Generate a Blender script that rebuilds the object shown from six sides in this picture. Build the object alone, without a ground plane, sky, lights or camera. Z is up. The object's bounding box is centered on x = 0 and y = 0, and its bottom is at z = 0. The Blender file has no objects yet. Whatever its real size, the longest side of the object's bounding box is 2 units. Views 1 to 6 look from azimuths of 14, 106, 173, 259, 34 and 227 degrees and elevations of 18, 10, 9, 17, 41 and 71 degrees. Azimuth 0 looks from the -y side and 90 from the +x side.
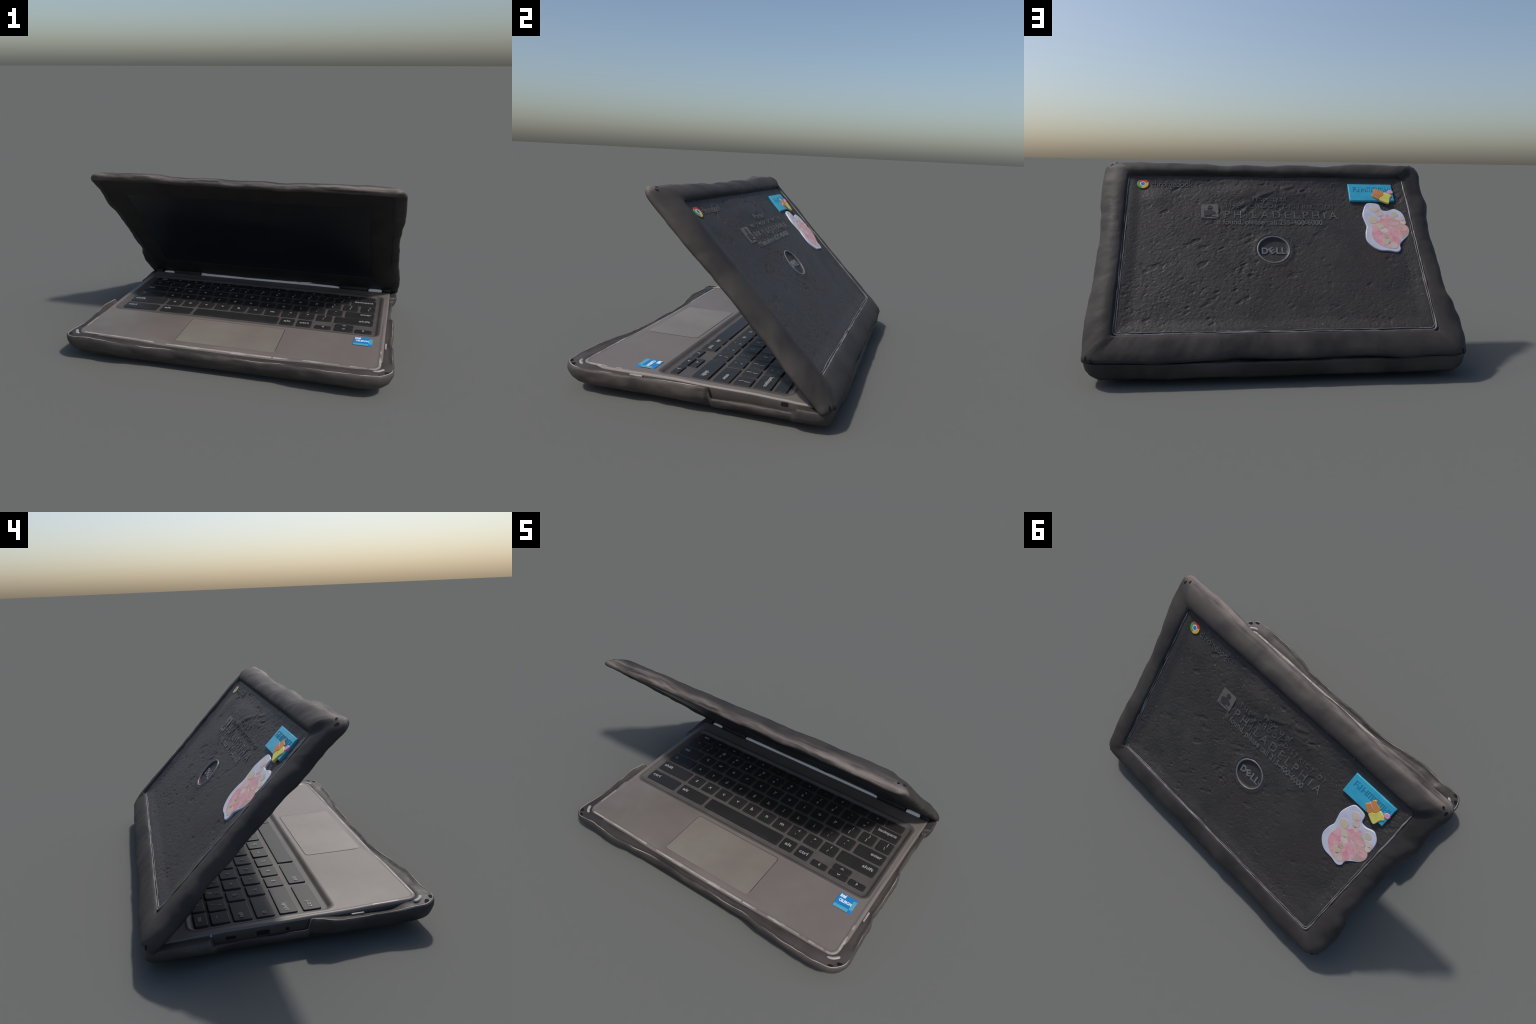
import bpy, bmesh, math, random
import numpy as np
from mathutils import Matrix, Vector

random.seed(7)
RNG = np.random.default_rng(7)

# ------------------------------------------------------------------ numerics
def _hash(ix, iy, iz, seed):
    n = (ix * 374761393 + iy * 668265263 + iz * 2147483647 + seed * 1274126177) & 0xFFFFFFFF
    n = ((n ^ (n >> 13)) * 1274126177) & 0xFFFFFFFF
    n = ((n ^ (n >> 16)) * 2246822519) & 0xFFFFFFFF
    return ((n ^ (n >> 15)) & 0xFFFFFF) / float(0xFFFFFF) * 2.0 - 1.0

def vnoise(x, y, z=0.0, seed=0):
    """smooth value noise in -1..1 on numpy arrays"""
    x, y, z = np.broadcast_arrays(np.asarray(x, float), np.asarray(y, float), np.asarray(z, float))
    fx, fy, fz = np.floor(x), np.floor(y), np.floor(z)
    ix, iy, iz = fx.astype(np.int64), fy.astype(np.int64), fz.astype(np.int64)
    u, v, w = x - fx, y - fy, z - fz
    u, v, w = [t * t * t * (t * (t * 6 - 15) + 10) for t in (u, v, w)]
    def h(a, b, c):
        return _hash(ix + a, iy + b, iz + c, seed)
    x00 = h(0, 0, 0) * (1 - u) + h(1, 0, 0) * u
    x10 = h(0, 1, 0) * (1 - u) + h(1, 1, 0) * u
    x01 = h(0, 0, 1) * (1 - u) + h(1, 0, 1) * u
    x11 = h(0, 1, 1) * (1 - u) + h(1, 1, 1) * u
    return (x00 * (1 - v) + x10 * v) * (1 - w) + (x01 * (1 - v) + x11 * v) * w

def fbm(x, y, z=0.0, seed=0, octaves=3):
    s, a = 0.0, 1.0
    for o in range(octaves):
        s = s + a * vnoise(np.asarray(x) * 2 ** o, np.asarray(y) * 2 ** o, np.asarray(z) * 2 ** o, seed + o)
        a *= 0.5
    return s / 1.6

def sstep(a, b, x):
    t = np.clip((np.asarray(x, float) - a) / (b - a), 0, 1)
    return t * t * (3 - 2 * t)

def table(pairs):
    xs = np.array([p[0] for p in pairs]); ys = np.array([p[1] for p in pairs])
    def f(x):
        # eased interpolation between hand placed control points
        x = np.asarray(x, float)
        i = np.clip(np.searchsorted(xs, x) - 1, 0, len(xs) - 2)
        t = np.clip((x - xs[i]) / (xs[i + 1] - xs[i]), 0, 1)
        t = t * t * (3 - 2 * t)
        return ys[i] * (1 - t) + ys[i + 1] * t
    return f

def rr_sdf(x, y, x0, x1, y0, y1, r):
    """signed distance to a rounded rectangle, negative inside"""
    cx, cy, hx, hy = (x0 + x1) / 2, (y0 + y1) / 2, (x1 - x0) / 2, (y1 - y0) / 2
    qx, qy = np.abs(x - cx) - hx + r, np.abs(y - cy) - hy + r
    return np.minimum(np.maximum(qx, qy), 0) + np.hypot(np.maximum(qx, 0), np.maximum(qy, 0)) - r

def rr_ring(x0, x1, y0, y1, r, nx=40, ny=30, nc=8):
    """rounded rectangle as matched points and outward normals, counter-clockwise"""
    P, N = [], []
    cs = [(x1 - r, y0 + r, -90), (x1 - r, y1 - r, 0), (x0 + r, y1 - r, 90), (x0 + r, y0 + r, 180)]
    cnt = [ny, nx, ny, nx]
    for k in range(4):
        cx, cy, a0 = cs[k]
        for i in range(nc + 1):
            a = math.radians(a0 + 90 * i / nc)
            P.append((cx + r * math.cos(a), cy + r * math.sin(a))); N.append((math.cos(a), math.sin(a)))
        ex, ey = P[-1]; n = N[-1]
        nxt = cs[(k + 1) % 4]
        a = math.radians(nxt[2])
        sx, sy = nxt[0] + r * math.cos(a), nxt[1] + r * math.sin(a)
        for i in range(1, cnt[k]):
            t = i / cnt[k]
            P.append((ex + (sx - ex) * t, ey + (sy - ey) * t)); N.append(n)
    return np.array(P), np.array(N)

# ------------------------------------------------------------------ objects
def link(name, me, parent=None, mat=None, matrix=None, smooth=True):
    ob = bpy.data.objects.new(name, me)
    bpy.context.scene.collection.objects.link(ob)
    if parent is not None:
        ob.parent = parent
    if matrix is not None:
        ob.matrix_local = matrix
    if mat is not None and len(me.materials) == 0:
        me.materials.append(mat)
    if smooth and len(me.polygons):
        me.polygons.foreach_set("use_smooth", [len(p.vertices) <= 4 for p in me.polygons])   # caps stay flat
    return ob

def mesh_of(name, verts, faces):
    me = bpy.data.meshes.new(name)
    me.from_pydata([tuple(map(float, v)) for v in verts], [], faces)
    me.update()
    return me

def sharp(me, deg=40):
    me.set_sharp_from_angle(angle=math.radians(deg))

def loft(name, rings, cap_first=False, cap_last=False, flip=False):
    """quads between matched closed rings of points"""
    n = len(rings[0]); V = np.concatenate([np.asarray(r) for r in rings]); F = []
    for j in range(len(rings) - 1):
        a, b = j * n, (j + 1) * n
        for i in range(n):
            k = (i + 1) % n
            F.append((a + i, a + k, b + k, b + i))
    if cap_first: F.append(tuple(range(n))[::-1])
    if cap_last:
        o = (len(rings) - 1) * n; F.append(tuple(range(o, o + n)))
    if flip: F = [f[::-1] for f in F]
    return mesh_of(name, V, F)

def grid_mesh(name, X, Y, Z, skirt=None, flip=False):
    ny, nx = X.shape
    V = np.stack([X, Y, Z], -1).reshape(-1, 3)
    idx = np.arange(nx * ny).reshape(ny, nx)
    F = np.stack([idx[:-1, :-1], idx[:-1, 1:], idx[1:, 1:], idx[1:, :-1]], -1).reshape(-1, 4)
    if skirt is not None:
        b = np.concatenate([idx[0, :], idx[1:, -1], idx[-1, -2::-1], idx[-2:0:-1, 0]])
        W = V[b].copy(); W[:, 2] = skirt; o = len(V); V = np.concatenate([V, W]); m = len(b)
        k = np.arange(m); k2 = (k + 1) % m
        S = np.stack([b, o + k, o + k2, b[k2]], -1)
        F = np.concatenate([F, S])
        F = [tuple(map(int, f)) for f in F] + [tuple(range(o, o + m))[::-1]]
    else:
        F = [tuple(map(int, f)) for f in F]
    if flip: F = [f[::-1] for f in F]
    return mesh_of(name, V, F)

def plate(name, x0, x1, y0, y1, r, z0, z1, bevel=0.003, nc=5, nx=1, ny=1, taper=0.0):
    """solid rounded slab with a softened upper edge"""
    rings = []
    for d, z in ((0, z0), (taper, z1 - bevel), (taper + bevel * .3, z1 - bevel * .3), (taper + bevel, z1)):
        P, _ = rr_ring(x0 + d, x1 - d, y0 + d, y1 - d, max(r - d, 1e-4), nx, ny, nc)
        rings.append(np.c_[P, np.full(len(P), z)])
    me = loft(name, rings, cap_first=True, cap_last=True)
    return me

def smooth_closed(pts, n=6):
    p = np.array(pts, float); m = len(p); out = []
    for i in range(m):
        a, b, c, d = p[i - 1], p[i], p[(i + 1) % m], p[(i + 2) % m]
        for k in range(n):
            t = k / n
            out.append(0.5 * (2 * b + (c - a) * t + (2 * a - 5 * b + 4 * c - d) * t * t + (3 * b - a - 3 * c + d) * t ** 3))
    return np.array(out)

def slab_from_outline(name, P, z0, z1, bevel=0.004, hfun=None):
    """closed outline raised to a slab with rounded rim, laid on a height function"""
    P = np.asarray(P, float)
    a = 0.5 * np.sum(P[:, 0] * np.roll(P[:, 1], -1) - np.roll(P[:, 0], -1) * P[:, 1])
    if a < 0: P = P[::-1]
    T = np.roll(P, -1, 0) - np.roll(P, 1, 0); T /= np.linalg.norm(T, axis=1)[:, None] + 1e-9
    Nn = np.c_[T[:, 1], -T[:, 0]]
    rings = []
    for d, z in ((0, z0), (0, z1 - bevel), (bevel * .3, z1 - bevel * .3), (bevel, z1)):
        Q = P - Nn * d
        h = hfun(Q[:, 0], Q[:, 1]) if hfun is not None else 0.0
        rings.append(np.c_[Q, np.full(len(Q), z) + h])
    return loft(name, rings, cap_first=True, cap_last=True)

def ellipse_pts(cx, cy, rx, ry, rot=0, n=28):
    a = np.linspace(0, 2 * math.pi, n, endpoint=False); r = math.radians(rot)
    x, y = rx * np.cos(a), ry * np.sin(a)
    return np.c_[cx + x * math.cos(r) - y * math.sin(r), cy + x * math.sin(r) + y * math.cos(r)]

def text_mesh(body, size, extrude=0.0005, width=None, align='CENTER', bold=0.0, spacing=1.0, shear=0.0, res=3):
    cu = bpy.data.curves.new("lettering_curve", 'FONT')
    cu.body = body; cu.size = size; cu.extrude = extrude; cu.offset = bold
    cu.align_x = align; cu.align_y = 'CENTER'; cu.space_character = spacing; cu.shear = shear
    cu.resolution_u = res
    ob = bpy.data.objects.new("lettering_tmp", cu)
    bpy.context.scene.collection.objects.link(ob)
    dg = bpy.context.evaluated_depsgraph_get()
    me = bpy.data.meshes.new_from_object(ob.evaluated_get(dg))
    bpy.data.objects.remove(ob); bpy.data.curves.remove(cu)
    co = np.zeros(len(me.vertices) * 3); me.vertices.foreach_get("co", co); co = co.reshape(-1, 3)
    if len(co):
        co[:, 0] -= (co[:, 0].min() + co[:, 0].max()) / 2
        co[:, 1] -= (co[:, 1].min() + co[:, 1].max()) / 2
        if width:
            co[:, 0] *= width / (co[:, 0].max() - co[:, 0].min())
        me.vertices.foreach_set("co", co.ravel()); me.update()
    me.materials.clear()
    return me

def bend_onto(me, hfun, ox, oy, base):
    co = np.zeros(len(me.vertices) * 3); me.vertices.foreach_get("co", co); co = co.reshape(-1, 3)
    co[:, 0] += ox; co[:, 1] += oy
    co[:, 2] += base + hfun(co[:, 0], co[:, 1])
    me.vertices.foreach_set("co", co.ravel()); me.update()

# ------------------------------------------------------------------ materials
def srgb(r, g, b):
    f = lambda c: (c / 255) / 12.92 if c / 255 <= 0.04045 else ((c / 255 + 0.055) / 1.055) ** 2.4
    return (f(r), f(g), f(b), 1)

def material(name, ca, cb=None, scale=4.0, detail=4.0, rough=0.6, spec=0.3, bump=0.0, bump_scale=60.0,
             speck=None, speck_scale=40.0, speck_at=0.72, lo=0.35, hi=0.65, stretch=(1, 1, 1), rough_var=0.0, coat=0.0,
             cc=None, cscale=1.5, painted_rimlight=None):
    m = bpy.data.materials.new(name); m.use_nodes = True
    nt = m.node_tree; N = nt.nodes; L = nt.links
    bs = N["Principled BSDF"]
    bs.inputs["Roughness"].default_value = rough
    bs.inputs["Specular IOR Level"].default_value = spec
    bs.inputs["Coat Weight"].default_value = coat
    bs.inputs["Base Color"].default_value = ca
    tc = N.new("ShaderNodeTexCoord"); mp = N.new("ShaderNodeMapping")
    mp.inputs["Scale"].default_value = stretch
    L.new(tc.outputs["Object"], mp.inputs["Vector"])
    col = None
    if cb is not None:
        no = N.new("ShaderNodeTexNoise"); no.inputs["Scale"].default_value = scale; no.inputs["Detail"].default_value = detail
        no.inputs["Roughness"].default_value = 0.6
        L.new(mp.outputs[0], no.inputs["Vector"])
        cr = N.new("ShaderNodeValToRGB"); cr.color_ramp.elements[0].position = lo; cr.color_ramp.elements[1].position = hi
        cr.color_ramp.elements[0].color = ca; cr.color_ramp.elements[1].color = cb
        L.new(no.outputs["Fac"], cr.inputs["Fac"]); col = cr.outputs["Color"]
        if cc is not None:
            n3 = N.new("ShaderNodeTexNoise"); n3.inputs["Scale"].default_value = cscale; n3.inputs["Detail"].default_value = 2
            L.new(tc.outputs["Object"], n3.inputs["Vector"])
            r3 = N.new("ShaderNodeMapRange"); r3.inputs["From Min"].default_value = .42; r3.inputs["From Max"].default_value = .66
            L.new(n3.outputs["Fac"], r3.inputs["Value"])
            mx = N.new("ShaderNodeMix"); mx.data_type = 'RGBA'; mx.inputs["B"].default_value = cc
            L.new(r3.outputs[0], mx.inputs["Factor"]); L.new(col, mx.inputs["A"]); col = mx.outputs["Result"]
        if rough_var:
            mr = N.new("ShaderNodeMapRange"); mr.inputs["From Min"].default_value = 0.3; mr.inputs["From Max"].default_value = 0.7
            mr.inputs["To Min"].default_value = rough - rough_var; mr.inputs["To Max"].default_value = rough + rough_var
            L.new(no.outputs["Fac"], mr.inputs["Value"]); L.new(mr.outputs[0], bs.inputs["Roughness"])
    if speck is not None:
        vo = N.new("ShaderNodeTexNoise"); vo.inputs["Scale"].default_value = speck_scale; vo.inputs["Detail"].default_value = 3
        L.new(tc.outputs["Object"], vo.inputs["Vector"])
        r2 = N.new("ShaderNodeMapRange"); r2.inputs["From Min"].default_value = speck_at; r2.inputs["From Max"].default_value = speck_at + .05
        L.new(vo.outputs["Fac"], r2.inputs["Value"])
        mx = N.new("ShaderNodeMix"); mx.data_type = 'RGBA'; mx.inputs["B"].default_value = speck; mx.inputs["A"].default_value = ca
        L.new(r2.outputs[0], mx.inputs["Factor"])
        if col is not None: L.new(col, mx.inputs["A"])
        col = mx.outputs["Result"]
    if painted_rimlight is not None:
        # top rim sunlight painted pale: (colour, from, to) along the local y axis
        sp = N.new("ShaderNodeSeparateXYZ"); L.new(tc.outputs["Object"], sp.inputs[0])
        ry = N.new("ShaderNodeMapRange"); ry.inputs["From Min"].default_value = painted_rimlight[1]; ry.inputs["From Max"].default_value = painted_rimlight[2]
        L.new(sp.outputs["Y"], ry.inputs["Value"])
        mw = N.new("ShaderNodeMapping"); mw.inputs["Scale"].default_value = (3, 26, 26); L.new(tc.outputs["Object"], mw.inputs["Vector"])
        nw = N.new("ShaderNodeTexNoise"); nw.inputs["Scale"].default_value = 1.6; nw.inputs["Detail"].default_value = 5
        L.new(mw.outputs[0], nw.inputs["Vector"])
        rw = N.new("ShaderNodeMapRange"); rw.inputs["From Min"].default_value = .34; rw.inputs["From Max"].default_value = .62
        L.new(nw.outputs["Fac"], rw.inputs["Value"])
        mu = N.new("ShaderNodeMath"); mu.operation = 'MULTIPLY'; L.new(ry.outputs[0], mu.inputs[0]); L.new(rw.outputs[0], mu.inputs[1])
        mx = N.new("ShaderNodeMix"); mx.data_type = 'RGBA'; mx.inputs["B"].default_value = painted_rimlight[0]
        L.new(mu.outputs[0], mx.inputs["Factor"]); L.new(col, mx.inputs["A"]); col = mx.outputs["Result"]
    if col is not None: L.new(col, bs.inputs["Base Color"])
    if bump:
        nb = N.new("ShaderNodeTexNoise"); nb.inputs["Scale"].default_value = bump_scale; nb.inputs["Detail"].default_value = 5
        L.new(mp.outputs[0], nb.inputs["Vector"])
        bp = N.new("ShaderNodeBump"); bp.inputs["Strength"].default_value = 1.0; bp.inputs["Distance"].default_value = bump
        L.new(nb.outputs["Fac"], bp.inputs["Height"]); L.new(bp.outputs[0], bs.inputs["Normal"])
    return m

def lin(r, g, b): return (r, g, b, 1)

M_CASE = material("bumper_rubber", lin(.036, .032, .031), lin(.058, .051, .048), scale=3.2, detail=5, rough=.52, spec=.26,
                  bump=.003, bump_scale=16, stretch=(1, 1, 1), rough_var=.08, cc=lin(.076, .065, .059), cscale=3.1)  # cc: lighter noise patches put some of the scan's sheen into the colour
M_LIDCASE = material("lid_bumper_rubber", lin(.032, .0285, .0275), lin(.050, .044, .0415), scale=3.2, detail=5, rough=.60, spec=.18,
                     bump=.003, bump_scale=16, rough_var=.08, cc=lin(.058, .050, .046), cscale=3.1, painted_rimlight=(lin(.185, .158, .142), .640, .676))
M_PANEL = material("lid_plastic", lin(.037, .0345, .034), lin(.057, .053, .051), scale=5, detail=6, rough=.54, spec=.22,
                   bump=.0016, bump_scale=130, speck=lin(.20, .19, .19), speck_scale=85, speck_at=.685, rough_var=.08, cc=lin(.046, .039, .038), cscale=2.6)
M_BEAD = material("worn_edge", lin(.12, .112, .112), lin(.24, .225, .225), scale=14, detail=4, rough=.4, spec=.4)
M_DECK = material("deck_plastic", lin(.130, .112, .101), lin(.166, .150, .136), scale=2.6, detail=3, rough=.46, spec=.4,
                  bump=.0006, bump_scale=220, cc=lin(.156, .133, .124), cscale=3.4)
M_PAD = material("touchpad_plastic", lin(.205, .186, .160), lin(.172, .152, .136), scale=3, detail=3, rough=.4, spec=.4,
                 bump=.0004, bump_scale=260)
M_SEAM = material("seam_shadow", lin(.03, .028, .028), rough=.8)
M_TRAY = material("key_tray_plastic", lin(.075, .068, .066), lin(.095, .086, .083), scale=6, rough=.5, spec=.3, bump=.0004, bump_scale=200)
M_KEY = material("key_plastic", lin(.018, .018, .0185), lin(.026, .025, .025), scale=5, rough=.45, spec=.35, bump=.0003, bump_scale=260)  # keys and their print darkened toward the scan's baked shade
M_LEGEND = material("key_print", lin(.32, .32, .32), rough=.6)
M_LIGHT_LEAK = material("pale_slit", lin(.80, .76, .70), lin(.70, .66, .60), scale=9, rough=.5)
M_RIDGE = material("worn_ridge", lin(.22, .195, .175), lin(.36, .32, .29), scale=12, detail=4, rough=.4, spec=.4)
M_BEZEL = material("bezel_plastic", lin(.017, .016, .016), lin(.026, .024, .023), scale=5, rough=.6, spec=.25, bump=.0006, bump_scale=120)  # colour lowered to carry the baked darkness inside the lid
M_SCREEN = material("screen_glass", lin(.007, .010, .014), lin(.011, .015, .020), scale=2, rough=.32, spec=.4)
M_DARK = material("dark_hole", lin(.012, .012, .013), rough=.8, spec=.1)
M_CHASSIS = material("chassis_plastic", lin(.040, .035, .032), lin(.060, .052, .047), scale=5, rough=.5, spec=.3, bump=.001, bump_scale=60)
M_CLIP = material("pale_clip", lin(.34, .32, .31), lin(.26, .25, .24), scale=20, rough=.45)
M_LETTER = material("etched_print", lin(.120, .114, .109), lin(.085, .081, .079), scale=14, rough=.5)
M_LOGO = material("logo_metal", lin(.17, .17, .175), lin(.12, .12, .125), scale=18, rough=.38, spec=.5)
M_ICON = material("icon_print", lin(.125, .120, .114), lin(.105, .10, .097), scale=16, rough=.5)
M_BLUE = material("sky_blue_print", srgb(62, 172, 202), srgb(50, 156, 188), scale=12, rough=.4, coat=.2)
M_BLUEDARK = material("deep_blue_print", srgb(40, 142, 174), rough=.45)
M_ORANGE = material("orange_print", srgb(206, 140, 78), srgb(194, 126, 66), scale=20, rough=.5)
M_YELLOW = material("yellow_print", srgb(220, 210, 110), srgb(206, 194, 92), scale=20, rough=.5)
M_PINKBALL = material("pink_print", srgb(226, 150, 190), rough=.5)
M_WHITE = material("white_vinyl", srgb(206, 206, 218), srgb(188, 190, 206), scale=10, rough=.35, coat=.2)
M_ROSE = material("rose_print", srgb(216, 146, 156), srgb(220, 178, 178), scale=26, rough=.45, speck=srgb(170, 120, 136), speck_scale=70, speck_at=.66)
M_CREAM = material("cream_print", srgb(216, 196, 186), srgb(200, 180, 168), scale=18, rough=.5)
M_BUTTER = material("butter_print", srgb(206, 192, 168), srgb(196, 178, 156), scale=18, rough=.5)
M_TAN = material("tan_print", srgb(204, 172, 156), srgb(190, 158, 146), scale=14, rough=.5)
M_RED = material("red_enamel", srgb(206, 56, 48), rough=.4)
M_GREEN = material("green_enamel", srgb(84, 156, 72), rough=.4)
M_AMBER = material("amber_enamel", srgb(222, 170, 60), rough=.4)
M_COBALT = material("cobalt_enamel", srgb(56, 116, 190), rough=.4)
M_STBLUE = material("sticker_blue", srgb(30, 128, 192), srgb(26, 118, 182), scale=20, rough=.45)
M_STTEAL = material("sticker_teal", srgb(84, 156, 184), rough=.45)
M_STWHITE = material("sticker_white", srgb(232, 236, 240), rough=.5)
M_LED = material("violet_lens", srgb(150, 148, 216), rough=.3)

# ------------------------------------------------------------------ thing
root = bpy.data.objects.new("laptop", None)
bpy.context.scene.collection.objects.link(root)
root["label"] = "half closed dark grey school laptop in rubber bumper case with stickers"
root["category"] = "laptop"

# ================================================================== BASE TRAY (rubber case)
TX, TY0, TY1 = .985, -.700, .700
off_right = table([(-.72, .0), (-.62, .012), (-.50, .010), (-.34, .006), (-.28, -.010), (-.15, -.004), (0, -.004),
                   (.07, -.012), (.10, -.030), (.50, -.030), (.545, -.004), (.72, -.008)])
off_left = table([(-.72, .008), (-.56, .008), (-.41, -.002), (-.19, .004), (-.11, -.014), (-.06, -.034), (.36, -.034), (.41, -.006), (.72, -.006)])
off_front = table([(-.95, .012), (-.80, .010), (-.66, .020), (-.52, .004), (-.39, -.012), (-.25, -.022), (-.06, -.014), (.10, -.022),
                   (.27, -.014), (.38, -.010), (.50, .008), (.67, .020), (.80, .020), (.95, .014)])
off_back = table([(-.95, -.006), (-.84, -.006), (-.68, -.002), (-.42, -.006), (0, .008), (.28, .004), (.52, .010), (.81, .000), (.95, -.006)])
top_right = table([(-.72, .153), (-.5, .146), (-.3, .143), (-.1, .149), (.085, .149), (.105, .090), (.515, .092), (.54, .124), (.72, .124)])
top_left = table([(-.72, .163), (-.62, .154), (-.45, .140), (-.28, .144), (-.1, .155), (-.085, .155), (-.065, .092), (.385, .092), (.405, .128), (.72, .130)])
top_front = table([(-.95, .164), (-.72, .162), (-.55, .151), (-.38, .140), (-.2, .135), (.25, .133), (.40, .142), (.6, .151), (.95, .154)])
top_back = table([(-.95, .128), (-.6, .120), (0, .118), (.6, .118), (.95, .122)])

def tray_field(P, N):
    x, y = P[:, 0], P[:, 1]
    wx = np.abs(N[:, 0]) ** 2; wy = np.abs(N[:, 1]) ** 2
    side_o = np.where(N[:, 0] > 0, off_right(y), off_left(y)); side_t = np.where(N[:, 0] > 0, top_right(y), top_left(y))
    end_o = np.where(N[:, 1] > 0, off_back(x), off_front(x)); end_t = np.where(N[:, 1] > 0, top_back(x), top_front(x))
    return wx * side_o + wy * end_o, wx * side_t + wy * end_t

TNX, TNY, TNC = 260, 200, 18
def build_tray():
    P0, N0 = rr_ring(-TX, TX, TY0, TY1, .075, TNX, TNY, TNC)
    off, zt = tray_field(P0, N0)
    s = zt / .15
    x_, y_ = P0[:, 0], P0[:, 1]
    cap = sstep(.76, .84, np.abs(x_)) * sstep(-.50, -.58, y_)          # solid front corner caps
    gut = np.where(y_ < .2, .011 * (1 - cap), 0.0)                      # gutter behind the lip
    prof = [(.085, lambda: zt - .05, .3), (.074, lambda: zt - gut - .007, .4), (.066, lambda: zt - gut, .6), (.034, lambda: zt - gut, .9), (.022, lambda: zt - gut * .7, 1),
            (.012, lambda: zt - .0005, 1), (.006, lambda: zt + 0, 1), (.0015, lambda: zt - .004, 1), (.000, lambda: zt * .9, 1), (.001, lambda: zt * .8, 1),
            (.006, lambda: .100 * s, 1), (.014, lambda: .082 * s, 1), (.028, lambda: .064 * s, 1), (.050, lambda: .047 * s, .9), (.078, lambda: .034 * s + 0 * zt, .7),
            (.115, lambda: .024 * np.minimum(s, 1), .5), (.17, lambda: .016 * np.minimum(s, 1), .3), (.25, lambda: .009 + 0 * zt, 0), (.37, lambda: .004 + 0 * zt, 0), (.52, lambda: .001 + 0 * zt, 0), (.67, lambda: 0 * zt, 0)]
    rings = []
    for k, (d, zf, w) in enumerate(prof):
        P, _ = rr_ring(-TX + d, TX - d, TY0 + d, TY1 - d, max(.075 - d * .6, .02), TNX, TNY, TNC)
        z = zf()
        if k > 9: z = z * (1 - .40 * np.clip(N0[:, 1], 0, 1) ** 2)
        rip = fbm(P0[:, 0] * 5, P0[:, 1] * 5, z * 22, 3, 3) * .008 + fbm(P0[:, 0] * 17, P0[:, 1] * 17, z * 60, 9, 3) * .0040
        P = P + N0 * ((off + rip) * w)[:, None]
        if 1 < k < 16:
            z = z + fbm(P0[:, 0] * 7, P0[:, 1] * 7, k * .35, 21, 3) * (.004 if k > 8 else .0025) \
                + vnoise(P0[:, 0] * 40, P0[:, 1] * 40, k * .5, 5) * .0009
        rings.append(np.c_[P, np.maximum(z, 0.0)])
    me = loft("base_bumper", rings, cap_last=True, flip=True)
    ob = link("base_bumper", me, root, M_CASE)
    # broken bright glint along the lip crest, modelled as a thin pale bead
    C = (rings[5] + rings[6]) / 2
    r = .0024 * np.clip(fbm(x_ * 9, y_ * 9, 0, 101, 3) * 1.5 + .45, .02, 1.1) * sstep(.06, .0, y_)
    wig = fbm(x_ * 14, y_ * 14, 0, 103, 2) * .004
    br = []
    for k in range(8):
        b = 2 * math.pi * (7 - k) / 8
        br.append(np.c_[C[:, :2] + N0 * (wig + r * math.cos(b))[:, None], C[:, 2] + .0005 + r * math.sin(b)])
    br.append(br[0])
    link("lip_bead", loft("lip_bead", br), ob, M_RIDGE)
    return ob
tray = build_tray()

from mathutils.bvhtree import BVHTree
TREES = {}
def surface_matrix(ob, origin, direction, rot=0.0, lift=0.0):
    """frame standing on the surface of ob where a ray in its own space meets it"""
    if ob.name not in TREES:
        TREES[ob.name] = BVHTree.FromPolygons([v.co.copy() for v in ob.data.vertices], [tuple(p.vertices) for p in ob.data.polygons])
    loc, nor, i, d = TREES[ob.name].ray_cast(Vector(origin), Vector(direction))
    if loc is None: return None
    if nor.dot(Vector(direction)) > 0: nor = -nor
    q = nor.to_track_quat('Z', 'Y')
    return Matrix.Translation(loc + nor * lift) @ q.to_matrix().to_4x4() @ Matrix.Rotation(math.radians(rot), 4, 'Z')

# ================================================================== CHASSIS with deck
CX, CY0, CY1 = .936, -.668, .606
W0, W1, V0, V1 = -.878, .878, -.205, .472          # keyboard recess
scoop = lambda x: 1 - sstep(.30, .56, np.abs(x + .0))
def warp(x, y):
    """slow bulges of the deck: high at the front left and middle, low at the rear right"""
    x = np.asarray(x, float); y = np.asarray(y, float)
    return (.0055 * np.exp(-((x + .15) / .50) ** 2 - ((y + .06) / .14) ** 2) - .0045 * sstep(.25, .8, x) * sstep(-.15, .1, y)
            - .0060 * sstep(.28, .48, y) + .0040 * sstep(-.35, -.8, x) * sstep(-.25, -.45, y))
def deck_z(x, y):
    z = np.full(np.shape(x), .1515) - .0040 * x * sstep(-.1, -.5, y) + .002 * sstep(-.45, -.60, y)
    e = rr_sdf(x, y, -.925, .925, -.634, .70, .055)
    z = z + .0035 * np.exp(-((e + .008) / .008) ** 2) * (y < .05) * (1 - sstep(-.1, .05, y))
    z = z - .020 * sstep(.0, .016, e)
    z = z - scoop(x) * .016 * sstep(-.585, -.668, y)
    z = z + warp(x, y) - .004 * sstep(.46, .54, y) - .008 * sstep(.575, .606, y)
    z = z + .0012 * fbm(x * 3, y * 3, 0, 31, 2)
    w = rr_sdf(x, y, W0, W1, V0, V1, .035)
    z = z - .0140 * sstep(.010, -.014, w)
    z = z + .002 * np.exp(-((w - .016) / .006) ** 2)
    return z

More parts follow.
